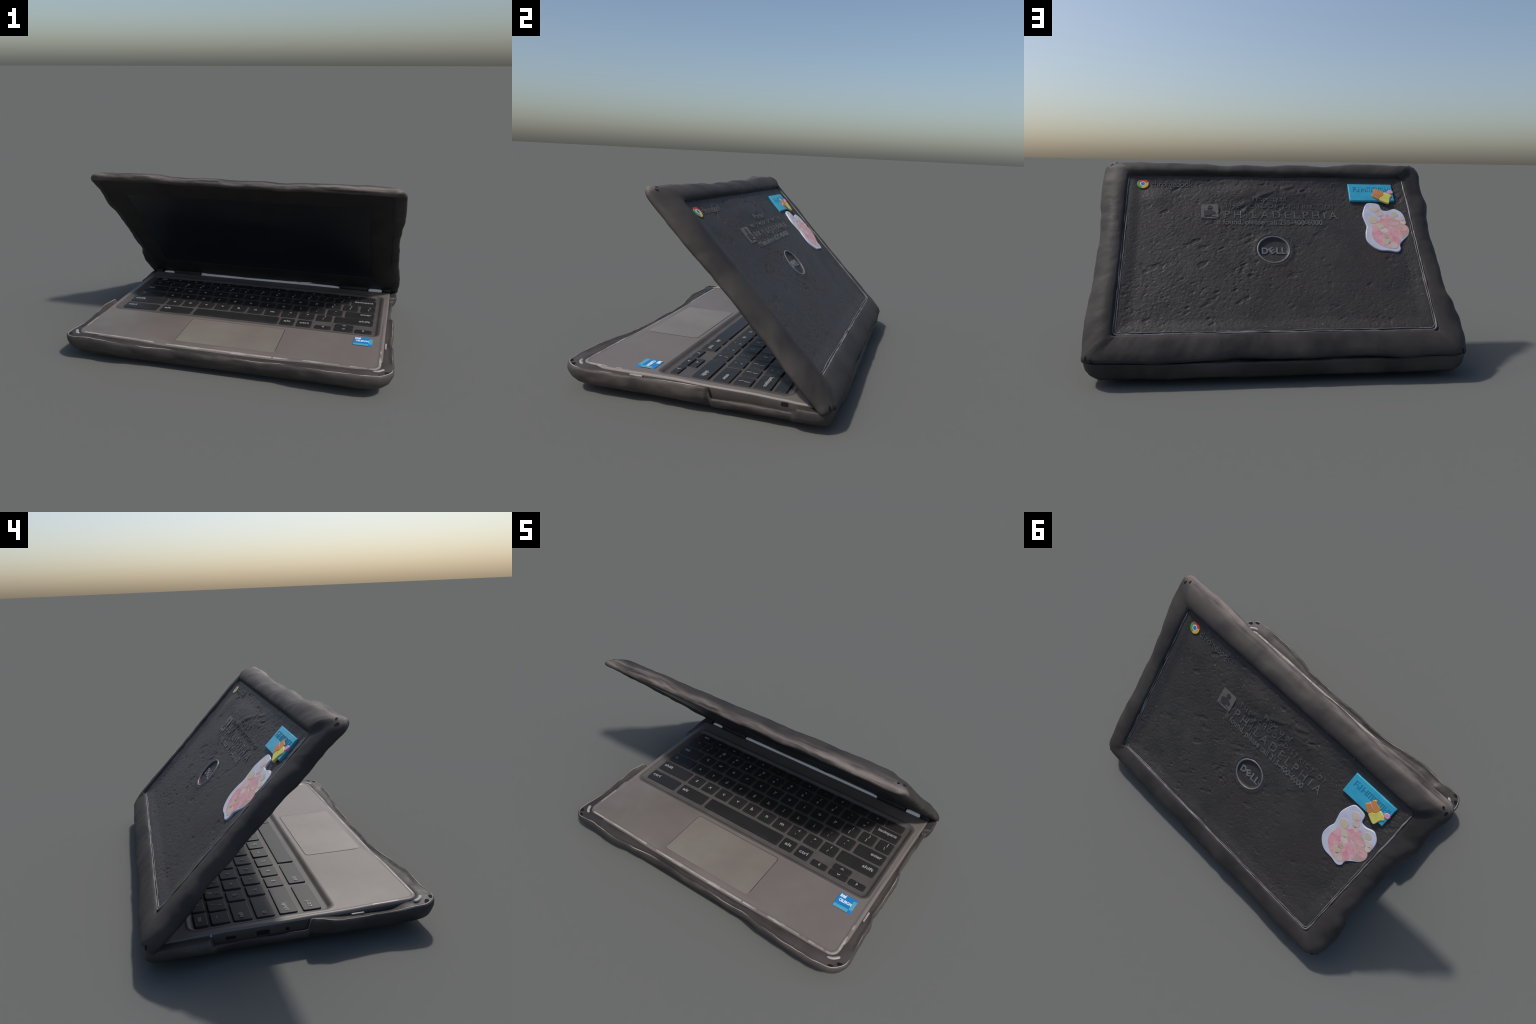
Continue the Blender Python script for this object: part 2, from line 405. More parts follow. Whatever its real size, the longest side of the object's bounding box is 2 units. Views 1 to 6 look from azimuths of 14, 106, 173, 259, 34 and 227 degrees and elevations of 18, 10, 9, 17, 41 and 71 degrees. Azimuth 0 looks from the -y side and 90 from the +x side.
gx = np.linspace(-CX, CX, 560); gy = np.linspace(CY0, CY1, 390)
X, Y = np.meshgrid(gx, gy)
R = .07                                               # pull the grid corners onto round corners
for sx in (-1, 1):
    cx, cy = sx * (CX - R), CY0 + R
    m = (sx * (X - cx) > 0) & (Y < cy)
    dx, dy = X - cx, Y - cy; L_ = np.hypot(dx, dy); mx = np.maximum(np.abs(dx), np.abs(dy))
    f = np.where(m & (L_ > 0), mx / np.maximum(L_, 1e-9), 1.0)
    X = cx + dx * f; Y = cy + dy * f
Z = deck_z(X, Y)
me = grid_mesh("deck", X, Y, Z, skirt=.045)
chassis = link("chassis", me, root, M_DECK)
me.materials.append(M_CHASSIS); me.materials.append(M_TRAY); me.materials.append(M_RIDGE)
ctr = np.zeros(len(me.polygons) * 3); me.polygons.foreach_get("center", ctr); ctr = ctr.reshape(-1, 3)
wq = rr_sdf(ctr[:, 0], ctr[:, 1], W0, W1, V0, V1, .035)
edge = rr_sdf(ctr[:, 0], ctr[:, 1], -.925, .925, -.634, .70, .055)
mi = np.where(wq < .022, 2, np.where((ctr[:, 2] < .118) | (edge > .006), 1, 0)).astype(np.int32)
brk = fbm(ctr[:, 0] * 11, ctr[:, 1] * 11, 0, 111, 3)
rid = (np.abs(edge + .007) < .0055 + .003 * brk) & (ctr[:, 1] < -.40) & (brk > -.42) & (ctr[:, 2] > .13)  # ridge faces coloured pale where the front edge catches a highlight
mi[rid] = 3
me.polygons.foreach_set("material_index", mi)

# touchpad: dark seam ring below a slightly proud plate
def pad_level(x, y): return deck_z(np.asarray(x, float), np.asarray(y, float))
def draped_plate(name, x0, x1, y0, y1, r, lift, mat, parent, thick=.004):
    nx_, ny_ = max(int((x1 - x0) / .012), 2), max(int((y1 - y0) / .012), 2)
    xs = np.linspace(x0, x1, nx_); ys = np.linspace(y0, y1, ny_)
    A, B = np.meshgrid(xs, ys)
    for sx in (0, 1):
        for sy in (0, 1):
            cx = x1 - r if sx else x0 + r; cy = y1 - r if sy else y0 + r
            dx, dy = A - cx, B - cy
            m = ((dx > 0) if sx else (dx < 0)) & ((dy > 0) if sy else (dy < 0))
            L2 = np.hypot(dx, dy); mx2 = np.maximum(np.abs(dx), np.abs(dy))
            f = np.where(m & (L2 > 0), mx2 / np.maximum(L2, 1e-9), 1)
            A, B = cx + dx * f, cy + dy * f
    H = pad_level(A, B) + lift
    me = grid_mesh(name, A, B, H, skirt=float(H.min() - thick))
    o = link(name, me, parent, mat); sharp(me, 50)
    return o
draped_plate("touchpad_seam", -.3085, .3165, -.5705, -.2475, .022, .0004, M_SEAM, chassis)
draped_plate("touchpad", -.305, .313, -.580, -.251, .019, .0010, M_PAD, chassis)

# ------------------------------------------------------------------ keyboard
FLOOR = .1368; KTOP = .1458
def key_mesh(w, h):
    return plate("key", -w / 2, w / 2, -h / 2, h / 2, .010, FLOOR - .003, KTOP, bevel=.0028, nc=4, taper=.0025)
KEYCACHE = {}
def add_key(x0, x1, y0, y1):
    w, h = round(x1 - x0, 4), round(y1 - y0, 4)
    if (w, h) not in KEYCACHE:
        KEYCACHE[(w, h)] = key_mesh(w, h); sharp(KEYCACHE[(w, h)], 35)
    dz = random.uniform(-.0010, .0008) + float(warp((x0 + x1) / 2, (y0 + y1) / 2))
    return link("key", KEYCACHE[(w, h)], chassis, M_KEY, Matrix.Translation(((x0 + x1) / 2, (y0 + y1) / 2, dz)))
LEGCACHE = {}
def add_legend(body, x, y, size=.036, w=None):
    k = (body, size, w)
    if k not in LEGCACHE: LEGCACHE[k] = text_mesh(body, size, .0005, w, bold=.0004 * size / .036)
    me = LEGCACHE[k]
    if len(me.vertices):
        link("key_legend", me, chassis, M_LEGEND, Matrix.Translation((x, y, KTOP + .0016 + float(warp(x, y)))), smooth=False)

PITCH, KW, KH = .1183, .104, .094
def letter_row(y, x_first, labels, shifted=None):
    for i, c in enumerate(labels):
        x = x_first + PITCH * i
        add_key(x - KW / 2, x + KW / 2, y - KH / 2, y + KH / 2)
        if shifted and shifted[i] != ' ':
            add_legend(c, x - .004, y - .018, .028); add_legend(shifted[i], x + .004, y + .018, .028)
        else:
            add_legend(c, x, y, .038)
def wide(y, x0, x1, label, side='L', h=KH):
    add_key(x0, x1, y - h / 2, y + h / 2)
    if label:
        wdt = .0135 * len(label) + .004
        x = x0 + .022 + wdt / 2 if side == 'L' else (x1 - .022 - wdt / 2 if side == 'R' else (x0 + x1) / 2)
        add_legend(label, x, y + (.006 if side != 'C' else 0), .034, wdt)
y5, y4, y3, y2, y1, y0 = -.117, .001, .113, .222, .328, .420
wide(y5, -.858, -.612, "ctrl"); wide(y5, -.588, -.364, "alt"); wide(y5, -.344, .238, "")
wide(y5, .250, .346, "alt", 'C'); wide(y5, .362, .460, "ctrl", 'C')
def half_key(x0, x1, yc, sym):
    add_key(x0, x1, yc - .024, yc + .024)
    ang = {'<': 90, '^': 0, 'v': 180, '>': -90}[sym]
    P = [(-.011, -.005), (0, .006), (.011, -.005), (.008, -.008), (0, -.0005), (-.008, -.008)]
    a = math.radians(ang); c, s = math.cos(a), math.sin(a)
    Q = [(px * c - py * s, px * s + py * c) for px, py in P]
    if Q: 
        me = mesh_of("arrow", [(q[0], q[1], 0) for q in Q] + [(q[0], q[1], -.001) for q in Q],
                     [(5, 4, 1, 0), (4, 3, 2, 1), (6, 7, 10, 11), (7, 8, 9, 10)] + [(i, (i + 1) % 6, 6 + (i + 1) % 6, 6 + i) for i in range(6)])
        me.validate()
        link("key_legend", me, chassis, M_LEGEND, Matrix.Translation(((x0 + x1) / 2, yc, KTOP + .0018 + float(warp((x0 + x1) / 2, yc)))), smooth=False)
half_key(.482, .590, -.142, '<'); half_key(.608, .730, -.091, '^'); half_key(.608, .730, -.142, 'v'); half_key(.740, .848, -.142, '>')
wide(y4, -.858, -.604, "shift"); letter_row(y4, -.538, "zxcvbnm,./", "       <>?"); wide(y4, .594, .848, "shift", 'R')
wide(y3, -.858, -.664, ""); add_legend("o", -.822, y3, .036)
letter_row(y3, -.599, "asdfghjkl;'", "         :\""); wide(y3, .654, .848, "enter", 'R')
wide(y2, -.858, -.688, "tab"); letter_row(y2, -.621, "qwertyuiop[]", "          {}"); wide(y2, .750, .848, "", 'C'); add_legend("\\", .802, y2 - .016, .034); add_legend("|", .810, y2 + .018, .034)
wide(y1, -.858, -.752, "", 'C'); add_legend("~", -.800, y1 + .014, .034)
letter_row(y1, -.688, "1234567890-=", "!@#$%^&*()_+"); wide(y1, .676, .848, "backspace", 'R')
fw = (.848 + .858) / 13
for i in range(13):
    xa = -.858 + fw * i
    add_key(xa + .004, xa + fw - .008, y0 - .034, y0 + .034)
    if i == 0: add_legend("esc", xa + fw / 2, y0 + .004, .032)
    elif i < 12: add_legend("<>oo=.-+-x.x"[i], xa + fw / 2, y0, .026)

# ------------------------------------------------------------------ processor sticker
def sticker_piece(name, x0, x1, y0_, y1_, lift, mat):
    me = plate(name, x0, x1, y0_, y1_, .002, .149, .1515 + lift, bevel=.0005, nc=2)
    return link(name, me, chassis, mat, smooth=False)
sticker_piece("processor_sticker", .747, .861, -.352, -.248, .0010, M_STBLUE)
sticker_piece("sticker_band", .747, .838, -.352, -.329, .0016, M_STTEAL)
sticker_piece("sticker_band", .838, .861, -.329, -.262, .0016, M_STTEAL)
link("sticker_lettering", text_mesh("intel", .034, .0004, .034, bold=.0012), chassis, M_STWHITE, Matrix.Translation((.772, -.262, .1535)), smooth=False)
link("sticker_lettering", text_mesh("CELERON", .026, .0004, .078, bold=.0008), chassis, M_STWHITE, Matrix.Translation((.800, -.296, .1537)), smooth=False)

# ------------------------------------------------------------------ rim details of the base
def clip(x, y, lx, ly, z):
    me = plate("latch_clip", -lx / 2, lx / 2, -ly / 2, ly / 2, min(lx, ly) * .35, -.006, .004, bevel=.002, nc=3)
    return link("latch_clip", me, tray, M_CLIP, Matrix.Translation((x, y, z)))
clip(-.542, -.666, .074, .012, .128); clip(.546, -.657, .072, .012, .131)
clip(.941, -.305, .011, .072, .137); clip(-.939, -.315, .011, .064, .136)
# curved corner tongues
def tongue(cx, cy, a0, a1, r, z0):
    pts = []
    rings = []
    for i in range(15):
        a = math.radians(a0 + (a1 - a0) * i / 14); c = np.array([cx + r * math.cos(a), cy + r * math.sin(a)]); d = np.array([math.cos(a), math.sin(a)])
        taper = min(1, min(i, 14 - i) / 2 + .25)
        ring = []
        for k in range(10):
            b = 2 * math.pi * k / 10
            ring.append((c[0] + d[0] * .010 * taper * math.cos(b), c[1] + d[1] * .010 * taper * math.cos(b), z0 + .007 * taper * math.sin(b)))
        rings.append(np.array(ring))
    return link("corner_tongue", loft("corner_tongue", rings, True, True), tray, M_CLIP)
tongue(-.878, -.588, 188, 250, .070, .158); tongue(.880, -.580, 272, 335, .072, .149)
# paired slots in the front corners
def slot(name, ob, origin, direction, rot, a=.016, b=.010):
    P = ellipse_pts(0, 0, a, b, 0, 18); P[:, 1] *= 1 + .5 * P[:, 0] / a
    me = slab_from_outline(name, P, -.008, .0008, .0006)
    mm = surface_matrix(ob, origin, direction, rot)
    if mm is not None: link(name, me, ob, M_DARK, mm)
for x, y, r in ((.930, -.688, 12), (.964, -.652, 72), (-.932, -.692, -15), (-.962, -.656, 100)):
    slot("corner_slot", tray, (x, y, .5), (0, 0, -1), r)

# ports
def port(name, x, y, z, wy, wz, mat=M_DARK, r=.3):
    sgn = 1 if x > 0 else -1
    P, _ = rr_ring(-wy / 2, wy / 2, -wz / 2, wz / 2, min(wy, wz) * r, 1, 1, 4)
    me = slab_from_outline(name, P, -.004, .0016, .001)
    rot = Matrix(((0, 0, sgn, x), (sgn, 0, 0, y), (0, 1, 0, z), (0, 0, 0, 1)))
    return link(name, me, chassis, mat, rot, smooth=False)
port("lock_port", CX, .468, .118, .036, .020)
port("charging_port", -CX, .298, .112, .050, .016, r=.48); port("data_port", -CX, .147, .112, .062, .024, r=.1)
port("audio_port", -CX, .030, .112, .020, .020, r=.5); port("status_light", -CX, .389, .136, .010, .012, M_LED, r=.48)

# ================================================================== LID
th = math.atan2(.722, .692)
LM = Matrix(((-1, 0, 0, 0), (0, -.692, .722, .244), (0, .722, .692, .613), (0, 0, 0, 1)))
LX, LT0, LT1 = .985, -.690, .690
lid_left = table([(-.70, .004), (-.61, .010), (-.55, .014), (-.44, .014), (-.36, .004), (-.25, -.026), (-.10, -.022), (.02, -.022), (.14, -.030), (.25, -.024),
                  (.37, -.002), (.50, -.010), (.60, -.002), (.72, -.008)])      # world -x side
lid_right = table([(-.70, .004), (-.52, .006), (-.42, .012), (-.32, .002), (-.18, -.008), (0, -.004), (.14, -.008), (.26, .000), (.36, .012), (.48, .018), (.60, .016), (.72, .006)])
lid_top = table([(-.95, .002), (-.72, .006), (-.58, .004), (-.45, -.014), (-.37, -.020), (-.23, -.008), (0, -.014), (.28, -.022), (.42, -.016), (.60, 0), (.95, 0)])
lid_bottom = table([(-.95, .0), (-.70, .004), (-.45, -.012), (0, -.004), (.30, -.008), (.52, .010), (.80, .004), (.95, 0)])
def build_lid_case():
    nx_, ny_, nc_ = 300, 220, 16
    P0, N0 = rr_ring(-LX, LX, LT0, LT1, .060, nx_, ny_, nc_)
    wx, wy = N0[:, 0] ** 2, N0[:, 1] ** 2
    s = -P0[:, 0]
    off = wx * np.where(N0[:, 0] < 0, lid_right(P0[:, 1]), lid_left(P0[:, 1])) + wy * np.where(N0[:, 1] > 0, lid_top(s), lid_bottom(s))
    bot = np.clip(-N0[:, 1], 0, 1) ** 2
    top = np.clip(N0[:, 1], 0, 1) ** 2
    #        inset, n, wobble weight
    prof = [(.152, -.014, 0), (.148, -.006, 0), (.144, .010, .05), (.139, .0175, .1), (.130, .0205, .15), (.112, .0220, .3), (.092, .0210, .4), (.070, .0165, .6),
            (.050, .0095, .8), (.032, .0000, .9), (.018, -.011, 1), (.008, -.023, 1), (.002, -.034, 1), (.001, -.042, 1), (.005, -.049, 1), (.012, -.053, 1),
            (.028, -.055, .9), (.044, -.0535, .6), (.054, -.050, .4), (.058, -.046, .2), (.062, -.040, .1)]
    lft = np.clip(N0[:, 0], 0, 1) ** 2
    rings = []
    for k, (d, n, w) in enumerate(prof):
        dd = np.full(len(P0), d)
        nn = np.full(len(P0), n)
        # lower skirt is cut back towards the hinge
        dd = dd + bot * np.clip(-n, 0, 1) * 1.55 * (d < .13) - bot * (.8 * max(d - .012, 0) if n < -.05 else 0)
        nn = nn * np.where(nn > 0, 1 + (.60 + .25 * sstep(-.5, .9, s)) * top - .40 * lft + .30 * np.clip(-N0[:, 0], 0, 1) ** 2 - .1 * bot, 1)
        dd = dd - bot * np.where((n > -.03) & (d < .06), d * .35, 0) + bot * np.where(d > .06, -.022 * sstep(.152, .06, d) + .022, 0) * (n > -.03)
        P, _ = rr_ring(-LX + d, LX - d, LT0 + d, LT1 - d, max(.060 - d * .25, .03), nx_, ny_, nc_)
        P = P - N0 * (dd - d)[:, None]
        if k > 3:
            rip = fbm(P0[:, 0] * 6, P0[:, 1] * 6, n * 14, 41, 3) * .008 + fbm(P0[:, 0] * 24, P0[:, 1] * 24, n * 40, 47, 2) * .0016
            P = P + N0 * ((off + rip) * w)[:, None]
            nn = nn + fbm(P[:, 0] * 7, P[:, 1] * 7, 0, 51, 3) * .007 * (0.3 + w * .7) + fbm(P[:, 0] * 26, P[:, 1] * 26, 0, 57, 2) * .0016
        else:
            P = P + N0 * (fbm(P0[:, 0] * 16, P0[:, 1] * 16, k * .2, 61, 2) * .0025)[:, None]
        rings.append(np.c_[P, nn])
    me = loft("lid_bumper", rings, flip=False)
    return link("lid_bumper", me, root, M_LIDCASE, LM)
lid_case = build_lid_case()
# orientation: make sure the faces look outward
bm = bmesh.new(); bm.from_mesh(lid_case.data); bmesh.ops.recalc_face_normals(bm, faces=bm.faces); bm.to_mesh(lid_case.data); bm.free()

PX, PT0, PT1 = .850, -.534, .551
CREASES = [((-.20, .30), (-.06, .375), .005, .016), ((-.06, .385), (.14, .465), .005, .012), ((-.155, .275), (-.115, .33), .006, .012), ((.16, .43), (.20, .40), .004, .012)]
def panel_h(a, t):
    a = np.asarray(a, float); t = np.asarray(t, float)
    ax, tx = a * .86 + t * .5, t * .86 - a * .5            # slanted grain, like the dents of the scan
    h = .0030 * fbm(a * 3.5, t * 3.5, 0, 71, 2) + .017 * np.exp(-((a + .06) / .30) ** 2 - ((t - .415) / .075) ** 2) + .009 * np.exp(-((a + .67) / .09) ** 2 - ((t - .37) / .07) ** 2) + .004 * sstep(.25, -.15, a) * sstep(.0, .25, t)
    g = vnoise(ax * 15, tx * 26, 0, 73) + .45 * vnoise(ax * 34, tx * 52, 0, 74)
    dens = .55 + .45 * vnoise(a * 2.2, t * 2.2, 0, 75) + .25 * sstep(.1, -.25, t)
    g2 = vnoise(ax * 42, tx * 58, 0, 78) + .4 * vnoise(ax * 90, tx * 110, 0, 79)
    h = h - .0036 * sstep(.74, 1.12, g) * np.clip(dens, .2, 1.2) - .0018 * sstep(.55, 1.0, g2) * np.clip(dens, .1, 1.2)
    h = h + .0010 * sstep(.5, 1.1, -g2) * np.clip(dens, .1, 1)
    h = h + .0011 * fbm(ax * 60, tx * 85, 0, 77, 2) * np.clip(dens, .3, 1.2)
    for (p, q, amp, wd) in CREASES:
        p, q = np.array(p), np.array(q); d = q - p; l2 = d @ d
        u = np.clip(((a - p[0]) * d[0] + (t - p[1]) * d[1]) / l2, 0, 1)
        nx_ = (a - p[0]) * (-d[1]) + (t - p[1]) * d[0]; nd = nx_ / math.sqrt(l2)
        ex = np.hypot(a - (p[0] + u * d[0]), t - (p[1] + u * d[1]))
        fade = np.exp(-np.maximum(ex ** 2 - nd ** 2, 0) / wd ** 2)
        h = h + amp * .95 * fade * (.6 + .6 * vnoise(a * 30, t * 30, 0, 91)) * (np.exp(-(nd / wd) ** 2) - .45 * np.exp(-((nd + .020) / (wd * 1.3)) ** 2))
    rad = np.hypot(a, t)
    h = h * sstep(.03, .13, rad) * 1.0 - .0080 * sstep(.094, .074, rad) + .0030 * np.exp(-((rad - .105) / .014) ** 2)
    e = rr_sdf(a, t, -PX, PX, PT0, PT1, .03)
    h = h * (1 - .5 * sstep(-.05, -.01, e)) + .010 * sstep(-.10, -.015, e) - .005 * sstep(-.016, -.004, e)
    return h
ga = np.linspace(-PX, PX, 620); gt = np.linspace(PT0, PT1, 400)
A, T = np.meshgrid(ga, gt)
me = grid_mesh("lid_panel", A, T, panel_h(A, T), skirt=-.030)
lid_panel = link("lid_panel", me, root, M_PANEL, LM)
sharp(me, 60)

# worn bead that runs round the panel, broken and uneven
def bead(inset, r, lift, seed, keep):
    P, N = rr_ring(-PX + inset, PX - inset, PT0 + inset, PT1 - inset, .028, 300, 200, 12)
    P = P + N * (fbm(P[:, 0] * 9, P[:, 1] * 9, seed, 81, 3) * .0045)[:, None]
    rr = r * (.55 + .75 * np.clip(fbm(P[:, 0] * 14, P[:, 1] * 14, seed, 83, 2) + .35, 0, 1)) * keep(P)
    z = panel_h(P[:, 0], P[:, 1]) + lift
    rings = []
    for k in range(8):
        b = 2 * math.pi * k / 8
        rings.append(np.c_[P + N * (rr * math.cos(b))[:, None], z + rr * .8 * math.sin(b)])
    rings.append(rings[0])
    me = loft("edge_bead", rings, flip=True)
    return link("edge_bead", me, lid_panel, M_BEAD, None)
lowside = lambda P: .08 + .92 * np.maximum(sstep(.42, .20, P[:, 1]), sstep(.78, .83, np.abs(P[:, 0])) * sstep(.53, .50, P[:, 1]))
bead(.010, .0048, .0035, 1, lowside)
bead(.021, .0028, .0010, 5, lambda P: sstep(.30, .15, P[:, 1]) * .9 + .02)

# ------------------------------------------------------------------ lettering on the panel
def panel_text(name, body, cx, ct, size, width, mat, ext=.0011, bold=0.0, spacing=1.0, base=.0012):
    me = text_mesh(body, size, ext, width, bold=bold, spacing=spacing, res=4)
    bend_onto(me, panel_h, cx, ct, base)
    return link(name, me, lid_panel, mat, None, smooth=False)
panel_text("panel_lettering", "chromebook", -.583, .474, .060, .244, M_LETTER, bold=.0004)
panel_text("panel_lettering", "Property of", -.004, .357, .050, .205, M_LETTER, bold=.0010)
panel_text("panel_lettering", "THE SCHOOL DISTRICT OF", .056, .310, .042, .657, M_LETTER, spacing=1.5)
panel_text("panel_lettering", "PHILADELPHIA", .060, .247, .078, .668, M_LETTER, spacing=1.5)
panel_text("panel_lettering", "If found, please call 215-400-6000", -.008, .187, .050, .617, M_LETTER, bold=.0014)

# crest square with a building on it
Ac, Tc = np.meshgrid(np.linspace(-.410, -.309, 24), np.linspace(.216, .320, 24))
me = grid_mesh("crest_square", Ac, Tc, panel_h(Ac, Tc) * .6 + float(panel_h(-.36, .268)) * .4 + .0030, skirt=-.012)
link("crest_square", me, lid_panel, M_ICON); sharp(me, 50)
def crest_bit(P):
    c = np.mean(np.array(P), 0)
    me = slab_from_outline("crest_building", P, -.004, .0022, .0004, None)
    link("crest_building", me, lid_panel, M_PANEL, Matrix.Translation((0, 0, float(panel_h(*c)) * .6 + float(panel_h(-.36, .268)) * .4 + .0034)), smooth=False)
crest_bit([(-.396, .268), (-.358, .284), (-.328, .262), (-.332, .246), (-.345, .250), (-.362, .236), (-.390, .236)])
crest_bit([(-.372, .287), (-.346, .287), (-.346, .304), (-.359, .313), (-.372, .304)])
crest_bit([(-.409, .222), (-.352, .238), (-.310, .222), (-.352, .233)])

# round maker's badge
def ring_mesh(name, R0, r, z, n=72, m=10):
    rings = []
    for k in range(m + 1):
        b = 2 * math.pi * k / m
        a = np.linspace(0, 2 * math.pi, n, endpoint=False)
        rings.append(np.c_[(R0 + r * math.cos(b)) * np.cos(a), (R0 + r * math.cos(b)) * np.sin(a), np.full(n, z + r * .9 * math.sin(b))])
    return loft(name, rings, flip=True)
link("badge_ring", ring_mesh("badge_ring", .0905, .0054, .0008), lid_panel, M_LOGO)
def badge_letter(body, x, w, y=-.004, rot=0, size=.060):
    me = text_mesh(body, size, .0018, w, bold=.0022)
    mt = Matrix.Translation((x, y, -.0062)) @ Matrix.Rotation(math.radians(rot), 4, 'Z')
    link("badge_letter", me, lid_panel, M_LOGO, mt, smooth=False)
badge_letter("D", -.050, .036); badge_letter("E", -.010, .032, -.002, 35, .054); badge_letter("L", .028, .028); badge_letter("L", .058, .028)

# coloured round emblem
def sector(name, r0, r1, a0, a1, mat, z):
    n = 16; aa = np.radians(np.linspace(a0, a1, n))
    P = np.concatenate([np.c_[r1 * np.cos(aa), r1 * np.sin(aa)], np.c_[r0 * np.cos(aa[::-1]), r0 * np.sin(aa[::-1])]])
    me = slab_from_outline(name, P, -.004, z, .0006)
    link(name, me, lid_panel, mat, Matrix.Translation((-.755, .474, float(panel_h(-.755, .474)) + .002)), smooth=False)
sector("emblem_sector", .0145, .034, 22, 142, M_RED, .003)
sector("emblem_sector", .0145, .034, 142, 262, M_GREEN, .0031)
sector("emblem_sector", .0145, .034, 262, 382, M_AMBER, .0032)
for nm, r, mt, z in (("emblem_rim", .0165, M_STWHITE, .0036), ("emblem_centre", .0128, M_COBALT, .0042)):
    link(nm, slab_from_outline(nm, ellipse_pts(0, 0, r, r, 0, 32), -.002, z, .0006), lid_panel, mt, Matrix.Translation((-.755, .474, float(panel_h(-.755, .474)) + .002)), smooth=False)

# ------------------------------------------------------------------ stickers on the panel
def lid_piece(name, P, z0, z1, mat, bevel=.002):
    me = slab_from_outline(name, P, z0, z1, bevel)
    sharp(me, 50)
    return link(name, me, lid_panel, mat)
blue = []
for (p, q) in (((.486, .354), (.764, .356)), ((.764, .356), (.764, .487)), ((.764, .487), (.488, .488)), ((.488, .488), (.486, .354))):
    for k in range(8):
        t_ = k / 8; blue.append((p[0] + (q[0] - p[0]) * t_, p[1] + (q[1] - p[1]) * t_))
lid_piece("blue_sticker", blue, -.008, .013, M_BLUE, .004)
# raised, unreadable block lettering: a row of strokes
strokes = []
xk = .512
for wv, kind in ((.030, 'E'), (.012, 'I'), (.030, 'H'), (.034, 'M'), (.030, 'N'), (.034, 'M'), (.024, 'H'), (.010, 'I')):
    strokes.append((xk, xk + wv, kind)); xk += wv + .005
def stroke_box(x0, x1, t0, t1):
    me = plate("raised_stroke", x0, x1, t0, t1, .001, .010, .0148, bevel=.0012, nc=2); link("raised_stroke", me, lid_panel, M_BLUEDARK)
for x0, x1, kind in strokes:
    stroke_box(x0, x0 + .006, .425, .462)
    if kind != 'I': stroke_box(x1 - .006, x1, .425, .462 if kind != 'E' else .440)
    if kind in 'EMN': stroke_box(x0 + .006, x1 - .006, .456, .462)
    if kind in 'EH': stroke_box(x0 + .006, x1 - .006, .440, .446)
    if kind == 'M': stroke_box((x0 + x1) / 2 - .003, (x0 + x1) / 2 + .003, .425, .456)

# map positions measured on the back view to lid coordinates (bilinear over the sticker area)
def q(zx, zy):
    s = .4880 + (zx - 500) * .000354 + (zy - 190) * -.0000525 - (zx - 500) * (zy - 190) * 1.3e-8
    t = .4880 - (zy - 190) * .000441 + (zy - 190) ** 2 * 2.2e-8 - (zx - 500) * 2e-6
    return s, t
def qq(L): return smooth_closed([q(*p) for p in L], 4)
white_outline = [(-.582, .332), (-.626, .340), (-.662, .328), (-.674, .288), (-.705, .281), (-.75, .296), (-.783, .278), (-.801, .252), (-.807, .208), (-.799, .179),
                 (-.816, .143), (-.805, .100), (-.764, .059), (-.742, .031), (-.739, -.003), (-.715, -.022), (-.671, -.014), (-.615, -.009), (-.574, .018), (-.547, .066),
                 (-.550, .121), (-.562, .163), (-.555, .206), (-.551, .257)]
lid_piece("white_sticker", smooth_closed([(-s_, t_) for s_, t_ in white_outline], 5), -.008, .0085, M_WHITE, .0035)
def flat(name, P, z, mat): lid_piece(name, P, .004, z, mat, .0003)
flat("sticker_patch", qq([(915, 1100), (925, 1000), (905, 930), (960, 920), (1040, 860), (1110, 770), (1190, 735), (1240, 770), (1250, 830), (1180, 910), (1220, 960), (1300, 975),
                        (1400, 1040), (1435, 1120), (1425, 1210), (1390, 1300), (1280, 1360), (1150, 1340), (1030, 1270), (950, 1190)]), .0090, M_ROSE)
flat("sticker_patch", qq([(1160, 925), (1185, 865), (1290, 800), (1440, 880), (1550, 955), (1580, 1040), (1540, 1110), (1450, 1185), (1440, 1120), (1405, 1040), (1305, 970), (1210, 950)]), .00895, M_TAN)
def dot(zx, zy, rx, ry, mat, z, rot=0, name="sticker_patch"):
    c = q(zx, zy); flat(name, ellipse_pts(c[0], c[1], rx * .00039, ry * .00048, rot, 26), z, mat)
dot(1330, 900, 80, 34, M_ROSE, .0093, 22); dot(1480, 1000, 84, 36, M_ROSE, .0093, 14)
for zx, zy, rx, ry, rot, mt in ((975, 640, 72, 52, 0, M_CREAM), (1060, 728, 56, 50, 0, M_CREAM), (1120, 790, 46, 26, -30, M_CREAM), (938, 840, 74, 58, 0, M_BUTTER), (1068, 950, 60, 48, 0, M_BUTTER),
                                (1140, 1030, 62, 42, -20, M_CREAM), (1180, 1225, 58, 52, 0, M_BUTTER), (1285, 1300, 76, 48, -28, M_CREAM), (1172, 1140, 46, 36, 0, M_TAN),
                                (1320, 740, 58, 42, 0, M_BUTTER), (1430, 815, 58, 36, -20, M_CREAM), (1478, 880, 42, 36, 0, M_CREAM)):
    dot(zx, zy, rx, ry, mt, .0096, rot)
lid_piece("orange_blob", qq([(960, 300), (1000, 278), (1040, 305), (1130, 330), (1135, 400), (1080, 432), (1055, 480), (985, 455), (918, 408), (962, 350)]), .006, .0185, M_ORANGE, .003)
lid_piece("yellow_blob", qq([(1130, 345), (1225, 362), (1285, 405), (1250, 445), (1225, 545), (1110, 512), (1058, 482), (1078, 432), (1120, 410)]), .006, .0180, M_YELLOW, .003)
c = q(1262, 335); lid_piece("pink_ball", ellipse_pts(c[0], c[1], .0175, .0155), .006, .0175, M_PINKBALL, .003)
c0 = q(1000, 368); lid_piece("pink_band", ellipse_pts(c0[0], c0[1], .022, .0022, -25), .010, .0192, M_PINKBALL, .0005)

